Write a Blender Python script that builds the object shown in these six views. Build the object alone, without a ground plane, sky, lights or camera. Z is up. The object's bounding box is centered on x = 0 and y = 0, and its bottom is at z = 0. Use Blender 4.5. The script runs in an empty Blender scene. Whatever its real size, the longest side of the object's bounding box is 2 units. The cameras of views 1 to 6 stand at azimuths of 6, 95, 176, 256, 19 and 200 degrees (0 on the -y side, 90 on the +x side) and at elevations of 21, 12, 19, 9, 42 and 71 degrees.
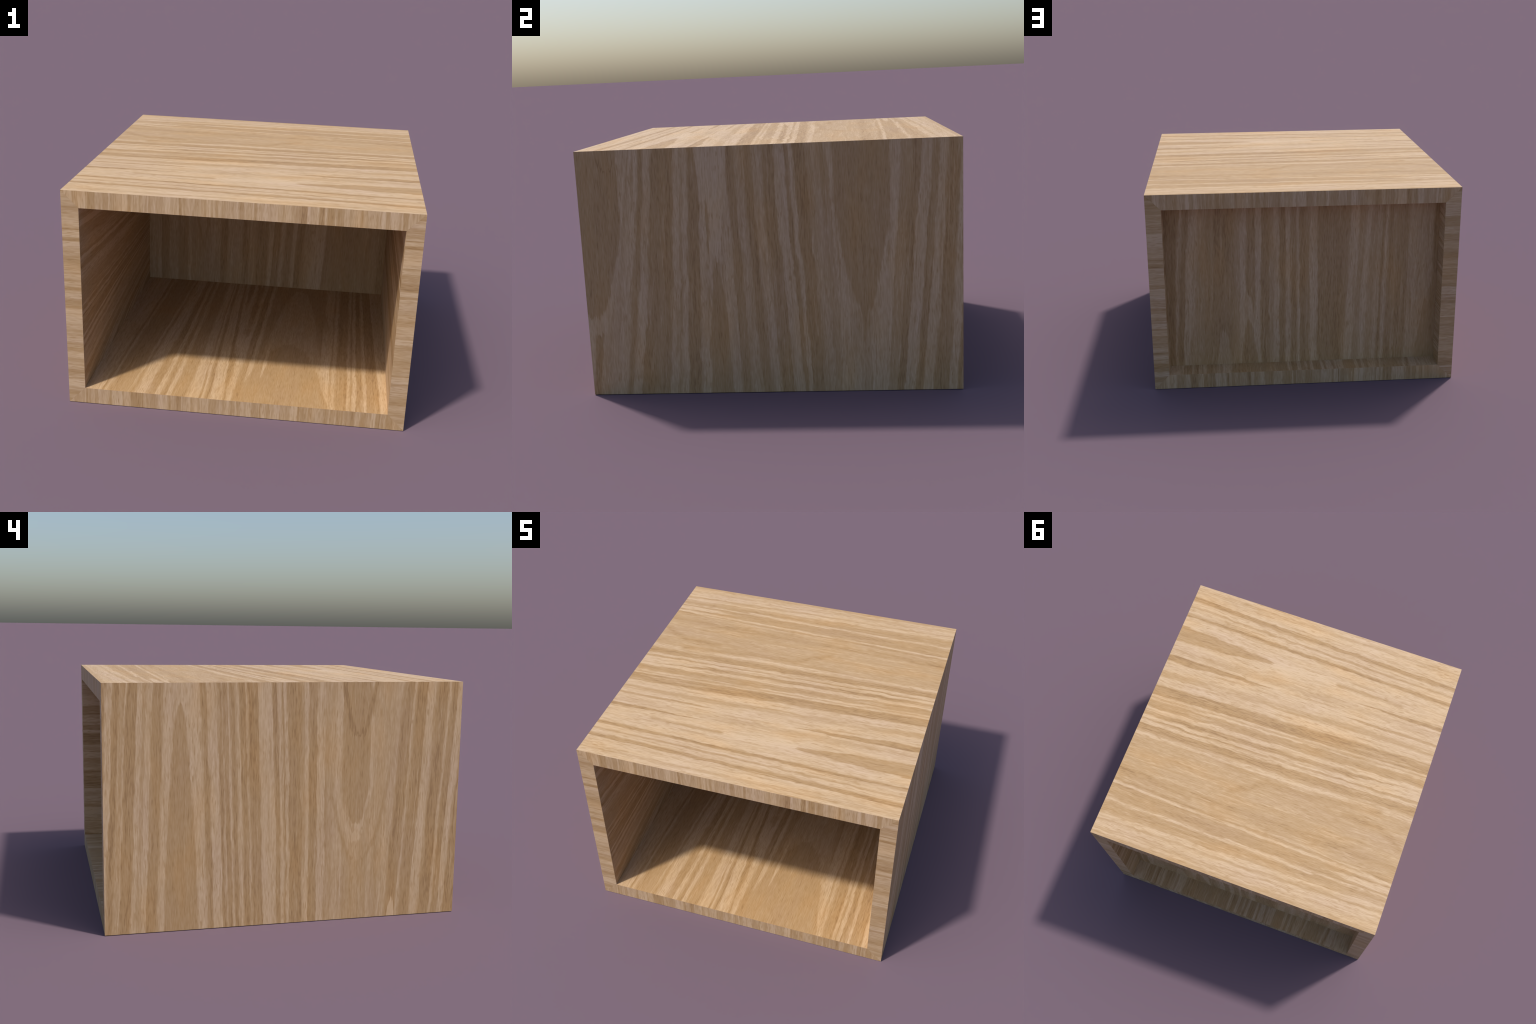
"""A wooden cube cabinet: four mitred oak-veneer boards round a back panel that
is set in from the rear edge.  Each board face carries its own sheet of veneer,
described by its main growth bands, the lean of the grain and a few arches
(the 'cathedrals' of flat-sawn oak); pores and streaks are noise."""
import bpy
import bmesh
import random
from mathutils import Vector

# ------------------------------------------------------------------ sizes (m)
HALF_X, HALF_Y, HEIGHT = 1.0, 0.9992, 1.3327
THICK = 0.0991                      # board thickness
PANEL_FRONT, PANEL_REAR = 0.7640, 0.8610

# tones of the veneer: 0 = dark late wood, 1 = pale early wood
D, DM, M, ML, L, P = 0.19, 0.31, 0.46, 0.61, 0.78, 0.92

TONE_COLOURS = [
    (0.00, (0.315, 0.188, 0.086)),
    (0.18, (0.405, 0.253, 0.119)),
    (0.48, (0.455, 0.300, 0.158)),
    (0.84, (0.545, 0.380, 0.228)),
    (1.00, (0.585, 0.420, 0.262)),
]


# --------------------------------------------------------------- node helpers
class Nodes:
    def __init__(self, tree):
        self.tree = tree
        self.tree.nodes.clear()

    def new(self, kind, **props):
        n = self.tree.nodes.new(kind)
        for k, v in props.items():
            setattr(n, k, v)
        return n

    def put(self, socket, value):
        if hasattr(value, "is_linked"):
            self.tree.links.new(value, socket)
        else:
            socket.default_value = value

    def math(self, op, a, b=0.0, c=None, clamp=False):
        n = self.new("ShaderNodeMath", operation=op, use_clamp=clamp)
        self.put(n.inputs[0], a)
        self.put(n.inputs[1], b)
        if c is not None:
            self.put(n.inputs[2], c)
        return n.outputs[0]

    def add(self, a, b):
        return self.math("ADD", a, b)

    def sub(self, a, b):
        return self.math("SUBTRACT", a, b)

    def mul(self, a, b):
        return self.math("MULTIPLY", a, b)

    def mad(self, a, b, c):
        return self.math("MULTIPLY_ADD", a, b, c)

    def mix(self, fac, a, b):
        n = self.new("ShaderNodeMix", data_type="FLOAT")
        self.put(n.inputs[0], fac)
        self.put(n.inputs[2], a)
        self.put(n.inputs[3], b)
        return n.outputs[0]

    def mix_colour(self, fac, a, b, blend="MIX"):
        n = self.new("ShaderNodeMix", data_type="RGBA", blend_type=blend)
        self.put(n.inputs[0], fac)
        self.put(n.inputs[6], a)
        self.put(n.inputs[7], b)
        return n.outputs[2]

    def smooth(self, x, lo, hi):
        n = self.new("ShaderNodeMapRange", interpolation_type="SMOOTHSTEP")
        self.put(n.inputs[0], x)
        n.inputs[1].default_value, n.inputs[2].default_value = lo, hi
        return n.outputs[0]

    def vec(self, x, y, z):
        n = self.new("ShaderNodeCombineXYZ")
        for i, v in enumerate((x, y, z)):
            self.put(n.inputs[i], v)
        return n.outputs[0]

    def noise(self, s, t, fs, ft, seed, detail=2.0, rough=0.5):
        """grain noise, fs cycles per metre across and ft along; 0..1 about 0.5"""
        n = self.new("ShaderNodeTexNoise")
        self.put(n.inputs["Vector"], self.vec(self.mul(s, fs), self.mul(t, ft), float(seed)))
        n.inputs["Scale"].default_value = 1.0
        n.inputs["Detail"].default_value = detail
        n.inputs["Roughness"].default_value = rough
        return n.outputs[0]

    def ramp(self, fac, stops, interp="LINEAR"):
        n = self.new("ShaderNodeValToRGB")
        cr = n.color_ramp
        cr.interpolation = interp
        while len(cr.elements) < len(stops):
            cr.elements.new(0.5)
        for e, (p, c) in zip(cr.elements, stops):
            e.position = p
            e.color = (*c, 1.0) if isinstance(c, tuple) else (c, c, c, 1.0)
        self.put(n.inputs[0], fac)
        return n.outputs[0]

    def curve(self, x, points, lo, hi, amp):
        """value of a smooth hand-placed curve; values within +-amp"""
        pts = sorted(points)
        stops = [((p - lo) / (hi - lo), 0.5 + 0.5 * v / amp) for p, v in pts]
        fac = self.math("DIVIDE", self.sub(x, lo), hi - lo)
        return self.mul(self.sub(self.ramp(fac, stops, "EASE"), 0.5), 2.0 * amp)

    def bands(self, s, bands, soft=0.0028):
        """tone of a row of growth bands: (start, tone) in rising order"""
        per = 14
        rng = random.Random(len(bands))
        out = None
        for k in range(0, len(bands), per):
            part = bands[k:k + per + 1]
            if len(part) < 2:
                break
            lo, hi = part[0][0] - 0.03, part[-1][0] + 0.03
            stops = [(0.0, part[0][1])]
            last = 0.0
            for (p, tone), (_, before) in zip(part[1:], part[:-1]):
                blur = soft * (0.8 + 2.6 * rng.random() ** 2)      # some edges are crisp, some fade
                a, b = (p - blur - lo) / (hi - lo), (p + blur - lo) / (hi - lo)
                a = max(a, last + 1e-4)
                b = max(b, a + 1e-4)
                stops += [(a, before), (b, tone)]
                last = b
            tone = self.ramp(self.math("DIVIDE", self.sub(s, lo), hi - lo), stops)
            if out is None:
                out = tone
            else:
                out = self.mix(self.math("GREATER_THAN", s, part[0][0] + 0.5 * (part[1][0] - part[0][0])), out, tone)
        return out


# ------------------------------------------------------------------- material
AXIS = {"x": 0, "y": 1, "z": 2}


def random_bands(lo, hi, seed, fine=1.0):
    """growth bands where the target's own order does not matter"""
    rng = random.Random(seed)
    out, p, pale = [], lo, False
    while p < hi:
        out.append((p, rng.choice((L, L, ML, P)) if pale else rng.choice((D, DM, M, M, DM, ML))))
        p += (rng.choice((0.012, 0.02, 0.035, 0.05, 0.085)) * rng.uniform(0.7, 1.4)) * fine
        pale = not pale if rng.random() < 0.85 else pale
    return out


def veneer(name, across, along, bands, ref=0.0, lean=None, arches=(), dashes=(), arcs=(), seed=1,
           wave=0.006, jag=0.012, streak=0.30, ripple=0.008, flame=0.30,
           veins=(), tint=(1.0, 1.0, 1.0), contrast=1.0):
    """One sheet of oak veneer.
    across/along: axis letters of the face; bands: growth bands at along = ref;
    lean: (position, slope) of the grain; arches: (s, t, direction, width, tone, length[, widest])
    parabolas that open from their tip; arcs: the same as a thin line;
    dashes: (s, half width, t start, t end, tone) single streaks."""
    mat = bpy.data.materials.new(name)
    mat.use_nodes = True
    g = Nodes(mat.node_tree)
    coord = g.new("ShaderNodeTexCoord").outputs["Object"]
    sep = g.new("ShaderNodeSeparateXYZ")
    g.put(sep.inputs[0], coord)
    s, t = sep.outputs[AXIS[across]], sep.outputs[AXIS[along]]

    slow = g.noise(s, t, 2.5, 1.6, seed + 0.37, 1.0)
    wob = g.noise(s, t, 14.0, 2.2, seed + 3.1, 2.0)
    jagged = g.noise(s, t, 110.0, 6.5, seed + 7.7, 3.0, 0.65)
    q = g.mad(g.sub(slow, 0.5), 2.6 * wave, s)
    q = g.mad(g.sub(wob, 0.5), 2.0 * wave, q)
    q = g.mad(g.sub(jagged, 0.5), 2.0 * jag, q)
    rippled = g.noise(s, t, 5.0, 8.0, seed + 5.5, 3.0, 0.6)
    q = g.mad(g.sub(rippled, 0.5), 2.0 * ripple, q)
    # flames: the tips of arches run out in splinters along the grain
    splinter = g.noise(s, t, 75.0, 2.5, seed + 9.1, 2.0, 0.6)
    tt = g.mad(g.sub(splinter, 0.5), flame, t)
    b = q
    if lean:
        slope = g.curve(s, lean, lean[0][0], lean[-1][0], 0.3)
        b = g.sub(q, g.mul(slope, g.sub(t, ref)))
    tone = g.bands(b, bands)
    # the bands swell and fade along the grain
    fade = g.noise(s, t, 9.0, 1.3, seed + 11.3, 2.0)
    tone = g.mad(g.sub(tone, 0.5), g.mad(fade, 0.9, 0.52), 0.5)

    # short pale and dark flecks that break up the bands
    pale = g.smooth(g.noise(b, t, 72.0, 2.6, seed + 15.2, 2.0, 0.55), 0.56, 0.68)
    dark = g.smooth(g.noise(b, t, 85.0, 3.2, seed + 16.4, 2.0, 0.55), 0.56, 0.68)
    tone = g.mad(pale, g.mad(tone, -0.34, 0.36), tone)
    tone = g.mad(dark, g.mad(tone, -0.42, 0.05), tone)

    def opening(s0, t0, way, width, widest=9.0):
        along_t = g.mul(g.sub(tt, t0), float(way))
        inside = g.math("MAXIMUM", g.mul(along_t, width), 0.0)
        half = g.math("MINIMUM", g.math("SQRT", inside), widest)
        return along_t, half, g.math("ABSOLUTE", g.sub(q, s0))

    for s0, t0, way, width, val, length, *widest in arches:
        along_t, half, off = opening(s0, t0, way, width, *widest)
        m = g.smooth(g.sub(half, off), -0.004, 0.006)
        m = g.mul(m, g.smooth(along_t, length, length * 0.6))
        m = g.mul(m, g.smooth(along_t, 0.0, 0.012))
        tone = g.mix(g.mul(m, 0.86), tone, val)
    for s0, t0, way, width, val, length, thick in arcs:
        along_t, half, off = opening(s0, t0, way, width)
        m = g.smooth(g.math("ABSOLUTE", g.sub(half, off)), thick, thick * 0.3)
        m = g.mul(m, g.smooth(along_t, length, length * 0.4))
        m = g.mul(m, g.smooth(along_t, 0.0, 0.01))
        tone = g.mix(g.mul(m, 0.9), tone, val)
    for s0, half, ta, tb, val in dashes:
        mid, reach = 0.5 * (ta + tb), 0.5 * abs(tb - ta)
        e = g.math("ABSOLUTE", g.math("DIVIDE", g.sub(t, mid), reach))
        body = g.mul(half, g.math("SUBTRACT", 1.0, g.mul(e, e)))
        m = g.smooth(g.sub(body, g.math("ABSOLUTE", g.sub(b, s0))), -0.002, 0.004)
        tone = g.mix(m, tone, val)

    for course, half, val, strength in veins:
        lo, hi = min(p for p, _ in course), max(p for p, _ in course)
        line = g.curve(t, course, lo, hi, 1.4)
        off = g.math("ABSOLUTE", g.sub(g.mad(g.sub(splinter, 0.5), 0.7 * half, q), line))
        m = g.smooth(off, half, 0.0)
        m = g.mul(m, g.mul(g.smooth(t, lo - 0.01, lo + 0.03), g.smooth(t, hi + 0.01, hi - 0.03)))
        breaks = g.smooth(g.noise(s, t, 30.0, 7.0, seed + 13.0, 2.0), 0.22, 0.50)
        tone = g.mix(g.mul(g.mul(m, breaks), strength), tone, val)
    tone = g.mad(g.sub(tone, 0.5), contrast, 0.5)

    # fine streaks, speckle and open pores
    fine = g.noise(s, t, 120.0, 3.5, seed + 17.9, 3.0, 0.6)
    tone = g.mad(g.sub(fine, 0.5), 1.7 * streak, tone)
    strand = g.noise(b, t, 42.0, 1.3, seed + 19.9, 2.0, 0.55)
    tone = g.mad(g.sub(strand, 0.5), 1.5 * streak, tone)
    grit = g.noise(s, t, 200.0, 20.0, seed + 23.3, 1.5)
    tone = g.mad(g.sub(grit, 0.5), 0.85, tone)
    cells = g.noise(s, t, 170.0, 15.0, seed + 29.1, 1.0)
    patch = g.noise(s, t, 6.0, 3.0, seed + 31.0, 1.0)
    pores = g.mul(g.smooth(cells, 0.60, 0.70), g.smooth(patch, 0.32, 0.58))
    tone = g.mad(pores, g.mad(tone, -0.55, -0.02), tone)

    colour = g.ramp(tone, TONE_COLOURS)
    # warm and grey drifts of the wood itself
    drift = g.noise(s, t, 7.0, 1.8, seed + 41.0, 2.0)
    warm = g.ramp(drift, [(0.30, (0.985, 0.99, 1.05)), (0.52, (1.0, 1.0, 1.0)), (0.72, (1.035, 0.985, 0.90))])
    colour = g.mix_colour(1.0, colour, warm, "MULTIPLY")

    if tint != (1.0, 1.0, 1.0):
        colour = g.mix_colour(1.0, colour, (*tint, 1.0), "MULTIPLY")
    bsdf = g.new("ShaderNodeBsdfPrincipled")
    g.put(bsdf.inputs["Base Color"], colour)
    bsdf.inputs["Roughness"].default_value = 0.6
    bsdf.inputs["Specular IOR Level"].default_value = 0.3
    bump = g.new("ShaderNodeBump")
    bump.inputs["Strength"].default_value = 0.08
    bump.inputs["Distance"].default_value = 0.002
    g.put(bump.inputs["Height"], tone)
    g.put(bsdf.inputs["Normal"], bump.outputs[0])
    out = g.new("ShaderNodeOutputMaterial")
    g.tree.links.new(bsdf.outputs[0], out.inputs[0])
    return mat


# ------------------------------------------------------- the sheets of veneer
top_veneer = veneer(
    "oak_top_face", "y", "x",
    [(-1.05, L), (-0.965, ML), (-0.94, L), (-0.868, D), (-0.832, L), (-0.792, DM), (-0.779, L), (-0.735, D),
     (-0.708, L), (-0.47, ML), (-0.43, L), (-0.31, M), (-0.265, L), (-0.197, D), (-0.112, L), (-0.098, M),
     (-0.085, L), (-0.07, DM), (-0.012, L), (0.022, D), (0.058, L), (0.086, D), (0.098, L), (0.128, D), (0.180, M), (0.195, L),
     (0.228, M), (0.50, DM), (0.55, M), (0.60, DM), (0.625, L), (0.645, DM), (0.735, L), (0.752, DM), (0.80, M), (0.825, L),
     (0.862, M), (0.88, L), (0.93, ML), (0.955, L), (0.975, M)],
    ref=0.0,
    lean=[(-1, 0.0), (-0.87, -0.028), (-0.7, -0.02), (-0.5, 0.01), (-0.2, 0.045), (0.0, 0.038), (0.1, 0.03),
          (0.35, 0.0), (0.65, -0.02), (0.85, 0.02), (1, 0.0)],
    arches=[(-0.582, -0.215, 1, 0.0055, P, 0.75), (-0.583, 0.28, 1, 0.0053, 0.20, 3.0)],
    veins=[([(-0.99, 0.397), (-0.866, 0.349), (-0.78, 0.308), (-0.686, 0.318), (-0.608, 0.302), (-0.52, 0.305)], 0.040, 0.12, 0.75),
           ([(-0.8, 0.215), (-0.582, 0.225), (-0.393, 0.256), (-0.269, 0.268), (-0.157, 0.265), (-0.019, 0.262), (0.054, 0.293), (0.118, 0.36), (0.26, 0.41)], 0.045, 0.14, 0.70),
           ([(-0.70, 0.50), (-0.60, 0.53), (-0.50, 0.545), (-0.40, 0.56)], 0.040, 0.18, 0.6),
           ([(0.44, 0.557), (0.574, 0.548), (0.716, 0.523), (0.864, 0.508), (1.02, 0.507)], 0.026, 0.15, 0.7),
           ([(-1.0, 0.652), (-0.626, 0.621), (-0.35, 0.602), (-0.078, 0.598), (0.192, 0.605)], 0.010, L, 0.9),
           ([(-0.50, 0.759), (-0.132, 0.745), (0.15, 0.726)], 0.013, P, 0.9),
           ([(-0.70, -0.575), (-0.4, -0.582), (-0.19, -0.579)], 0.022, 0.25, 0.8)],
    dashes=[(-0.400, 0.020, 0.18, 1.6, D), (-0.495, 0.016, -1.6, -0.36, D), (-0.36, 0.013, -1.7, -0.2, DM),
            (0.69, 0.03, -1.6, -0.55, L), (0.05, 0.03, -1.7, -0.5, L)],
    seed=3, ripple=0.013, contrast=1.1)

left_veneer = veneer(
    "oak_left_face", "y", "z",
    [(-1.08, D), (-0.983, L), (-0.94, D), (-0.904, L), (-0.885, D), (-0.818, L), (-0.764, D), (-0.698, L), (-0.683, D),
     (-0.617, ML), (-0.56, M), (-0.50, ML), (-0.46, M), (-0.305, ML), (-0.246, M), (-0.21, D), (-0.199, L), (-0.154, D), (-0.106, L), (-0.085, M),
     (-0.067, D), (0.006, L), (0.024, D), (0.038, L), (0.059, D), (0.084, L), (0.165, D), (0.222, L), (0.233, D),
     (0.268, L), (0.289, D), (0.319, L), (0.33, D), (0.357, L), (0.363, D), (0.388, L), (0.441, D), (0.475, L),
     (0.698, D), (0.755, L), (0.788, M), (0.808, L), (0.834, D), (0.892, L), (0.90, M), (0.93, D), (0.965, L), (1.0, D)],
    ref=0.785,
    lean=[(-1.0, -0.07), (-0.8, -0.05), (-0.62, -0.06), (-0.4, 0.0), (-0.13, 0.015), (0.1, 0.035), (0.35, 0.035),
          (0.48, 0.04), (0.6, 0.0), (0.75, -0.04), (1.0, -0.047)],
    arches=[(0.593, 1.225, -1, 0.0077, 0.24, 4.0), (-0.400, 0.33, 1, 0.075, 0.57, 1.3, 0.22), (-0.372, 0.44, 1, 0.045, 0.80, 1.2, 0.112), (-0.382, 0.545, 1, 0.034, 0.24, 2.2, 0.084)],
    arcs=[(-0.395, 1.03, 1, 0.030, 0.02, 0.5, 0.022), (-0.39, 0.50, 1, 0.035, 0.50, 0.4, 0.010), (-0.40, 0.33, 1, 0.062, 0.30, 0.7, 0.014)],
    dashes=[(-0.655, 0.022, -0.12, 0.12, P)],
    seed=11, streak=0.28, flame=0.10)

right_veneer = veneer(
    "oak_right_face", "y", "z",
    [(-1.2, L), (-0.93, D), (-0.89, ML), (-0.80, L), (-0.735, D), (-0.705, L), (-0.66, D), (-0.60, DM), (-0.57, D), (-0.526, L), (-0.488, M), (-0.471, L),
     (-0.44, D), (-0.377, L), (-0.189, D), (-0.144, ML), (-0.09, D), (-0.047, ML), (-0.02, L), (0.004, D), (0.071, L), (0.128, D),
     (0.152, L), (0.175, D), (0.237, ML), (0.30, M), (0.344, L), (0.407, ML), (0.531, L), (0.643, M), (0.695, D), (0.737, L), (0.796, D),
     (0.836, L), (0.889, D), (0.958, L), (1.0, D)],
    ref=0.6,
    lean=[(-1.0, 0.12), (-0.75, 0.13), (-0.6, 0.09), (-0.4, 0.045), (-0.28, 0.0), (-0.17, -0.03), (0.0, -0.05),
          (0.3, -0.05), (0.47, 0.0), (0.6, 0.06), (0.8, 0.08), (1.0, 0.05)],
    arches=[(-0.287, 0.742, 1, 0.012, P, 1.3), (-0.285, 0.73, -1, 0.0062, 0.22, 3.0), (0.487, 0.43, 1, 0.036, 0.22, 3.0, 0.146),
            (-0.95, 0.33, 1, 0.055, L, 1.3), (-0.97, 0.43, 1, 0.075, 0.22, 1.3, 0.19)],
    arcs=[(-0.835, 1.21, 1, 0.035, 0.0, 0.09, 0.010)],
    dashes=[(0.49, 0.014, 0.25, 0.62, DM), (-0.325, 0.010, 0.75, 1.1, DM), (0.44, 0.025, -0.1, 0.2, L)],
    seed=23, streak=0.28, flame=0.15, ripple=0.014, contrast=0.95)

rear_veneer = veneer(
    "oak_back_panel_rear", "x", "z",
    [(-1.0, D), (-0.87, ML), (-0.70, D), (-0.62, M), (-0.60, D), (-0.556, L), (-0.532, D), (-0.51, ML), (-0.47, M), (-0.43, L), (-0.395, M),
     (-0.35, L), (-0.29, DM), (-0.26, D), (-0.096, L), (-0.045, M), (-0.02, D), (0.022, L), (0.042, D), (0.08, L), (0.115, D), (0.158, L),
     (0.196, M), (0.22, D), (0.278, L), (0.318, D), (0.38, L), (0.418, M), (0.46, D), (0.60, DM), (0.655, M), (0.69, ML), (0.72, L), (0.78, D), (0.82, L), (0.838, D)],
    ref=0.6,
    lean=[(-0.9, 0.0), (-0.6, -0.02), (-0.33, -0.045), (-0.07, 0.0), (0.3, -0.012), (0.5, -0.03), (0.72, -0.075), (0.9, -0.04)],
    arches=[(0.36, 0.60, -1, 0.010, L, 0.45), (0.36, 0.42, -1, 0.010, 0.2, 0.6), (0.53, 0.35, -1, 0.012, ML, 0.8), (-0.87, 0.62, -1, 0.02, 0.24, 1.2)],
    seed=31, streak=0.26, flame=0.15, ripple=0.012, contrast=1.0)

front_panel_veneer = veneer(
    "oak_back_panel_front", "x", "z",
    [(-0.95, ML), (-0.837, L), (-0.809, D), (-0.75, ML), (-0.676, DM), (-0.603, L), (-0.576, M), (-0.43, ML), (-0.348, D),
     (-0.294, ML), (-0.177, D), (-0.123, ML), (-0.069, D), (0.02, L), (0.056, D), (0.11, L), (0.145, D), (0.199, L), (0.234, D),
     (0.287, ML), (0.346, L), (0.45, DM), (0.71, M), (0.75, DM), (0.787, M), (0.85, D)],
    ref=0.5, lean=[(-0.9, 0.0), (0.4, 0.04), (0.9, 0.0)],
    arches=[(-0.485, 0.39, 1, 0.010, D, 1.5), (-0.484, 0.45, 1, 0.006, ML, 1.5)],
    seed=37, streak=0.26)

floor_veneer = veneer(
    "oak_bottom_inner_face", "x", "y",
    [(-0.95, L), (-0.804, D), (-0.79, L), (-0.774, DM), (-0.642, L), (-0.627, D), (-0.613, L), (-0.532, D), (-0.48, L), (-0.448, D),
     (-0.411, L), (-0.38, DM), (-0.283, L), (-0.211, D), (-0.199, L), (-0.177, D), (-0.148, L), (-0.071, D), (-0.048, L), (-0.020, D),
     (0.022, L), (0.05, DM), (0.488, L), (0.553, DM), (0.56, L), (0.589, D), (0.657, L), (0.677, D), (0.689, L), (0.714, D), (0.756, L),
     (0.781, D), (0.86, L)],
    ref=-1.0,
    lean=[(-0.9, 0.04), (-0.5, 0.06), (-0.3, 0.01), (-0.1, -0.05), (0.0, 0.035), (0.2, 0.03), (0.5, 0.0), (0.66, 0.0), (0.9, -0.04)],
    arches=[(0.30, 0.95, -1, 0.060, 0.30, 1.1), (0.29, 0.70, -1, 0.034, 0.66, 2.2), (0.27, -0.20, -1, 0.10, 0.28, 3.0)],
    dashes=[(0.115, 0.012, -0.72, -0.2, L)],
    seed=43, tint=(1.01, 0.985, 0.935), contrast=1.0, flame=0.2)

inner_left_veneer = veneer(
    "oak_left_inner_face", "z", "y", random_bands(-0.3, 1.7, 5, 0.8), ref=-1.0,
    lean=[(0.0, 0.25), (0.12, 0.25), (0.43, 0.08), (0.6, -0.03), (0.75, -0.07), (1.0, -0.12), (1.4, -0.13)], seed=51, tint=(1.0, 0.98, 0.95), contrast=1.25)
inner_right_veneer = veneer(
    "oak_right_inner_face", "z", "y", random_bands(-0.3, 1.7, 8, 0.8), ref=-1.0,
    lean=[(0.0, 0.1), (0.5, 0.03), (1.4, -0.08)], seed=57, tint=(1.0, 0.98, 0.95), contrast=1.25)
ceiling_veneer = veneer("oak_top_inner_face", "x", "y", random_bands(-1.1, 1.1, 15), lean=[(-1, 0.03), (0.2, -0.03), (1, 0.03)], seed=61,
                        arches=[(-0.3, 0.5, -1, 0.03, 0.25, 2.0)])
underside_veneer = veneer("oak_underside", "y", "x", random_bands(-1.1, 1.1, 19), seed=67)

rim = {}
for i, (board, across, along, lo, hi) in enumerate((
        ("top", "x", "z", -1.1, 1.1), ("bottom", "x", "z", -1.1, 1.1), ("left", "z", "x", -0.1, 1.45), ("right", "z", "x", -0.1, 1.45))):
    for j, end in enumerate(("front", "rear")):
        rim[board, end] = veneer(f"oak_{board}_{end}_edge", across, along,
                                 random_bands(lo, hi, 100 + 7 * i + 3 * j, 0.6), seed=71 + 9 * i + 4 * j,
                                 wave=0.003, jag=0.003, streak=0.34, contrast=0.95, ripple=0.003)


# ------------------------------------------------------------------- geometry
def prism(name, ring, rear_ring, mats, order):
    """board from a four-sided section at the front and the same at the rear;
    order: material slot of each long face, then front and rear caps"""
    bm = bmesh.new()
    a = [bm.verts.new(v) for v in ring]
    b = [bm.verts.new(v) for v in rear_ring]
    faces = []
    for i in range(4):
        k = (i + 1) % 4
        faces.append(bm.faces.new((a[i], a[k], b[k], b[i])))
    faces.append(bm.faces.new(a[::-1]))
    faces.append(bm.faces.new(b))
    for f, m in zip(faces, order):
        f.material_index = m
    bmesh.ops.recalc_face_normals(bm, faces=bm.faces)
    me = bpy.data.meshes.new(name)
    bm.to_mesh(me)
    bm.free()
    for m in mats:
        me.materials.append(m)
    ob = bpy.data.objects.new(name, me)
    bpy.context.scene.collection.objects.link(ob)
    return ob


cabinet = bpy.data.objects.new("cube_cabinet", None)
bpy.context.scene.collection.objects.link(cabinet)
cabinet["label"] = "open-fronted mitred cube cabinet in pale oak veneer"
cabinet["category"] = "cabinet"

X, Y, H, T = HALF_X, HALF_Y, HEIGHT, THICK
OUTER = [(-X, 0.0), (X, 0.0), (X, H), (-X, H)]
INNER = [(-X + T, T), (X - T, T), (X - T, H - T), (-X + T, H - T)]
GAP = 0.00015                       # hairline of the mitre, keeps faces apart


def board(name, i, mats):
    """board i of the frame runs from corner i to corner i+1, mitred at both ends"""
    k = (i + 1) % 4
    sect = [Vector(OUTER[i]), Vector(OUTER[k]), Vector(INNER[k]), Vector(INNER[i])]
    run = (sect[1] - sect[0]).normalized() * GAP
    sect = [sect[0] + run, sect[1] - run, sect[2] - run, sect[3] + run]
    front = [(p.x, -Y, p.y) for p in sect]
    rear = [(p.x, Y, p.y) for p in sect]
    return prism(name, front, rear, mats, [0, 1, 1, 1, 2, 3])


parts = [
    board("bottom_board", 0, [underside_veneer, floor_veneer, rim["bottom", "front"], rim["bottom", "rear"]]),
    board("side_board", 1, [right_veneer, inner_right_veneer, rim["right", "front"], rim["right", "rear"]]),
    board("top_board", 2, [top_veneer, ceiling_veneer, rim["top", "front"], rim["top", "rear"]]),
    board("side_board", 3, [left_veneer, inner_left_veneer, rim["left", "front"], rim["left", "rear"]]),
]
e = 0.0015                          # the panel is let into the boards a little
px, z0, z1 = X - T + e, T - e, H - T + e
ring = [(-px, PANEL_FRONT, z0), (px, PANEL_FRONT, z0), (px, PANEL_FRONT, z1), (-px, PANEL_FRONT, z1)]
back = [(x, PANEL_REAR, z) for x, _, z in ring]
parts.append(prism("back_panel", ring, back, [rear_veneer, front_panel_veneer], [0, 0, 0, 0, 1, 0]))
for p in parts:
    p.parent = cabinet
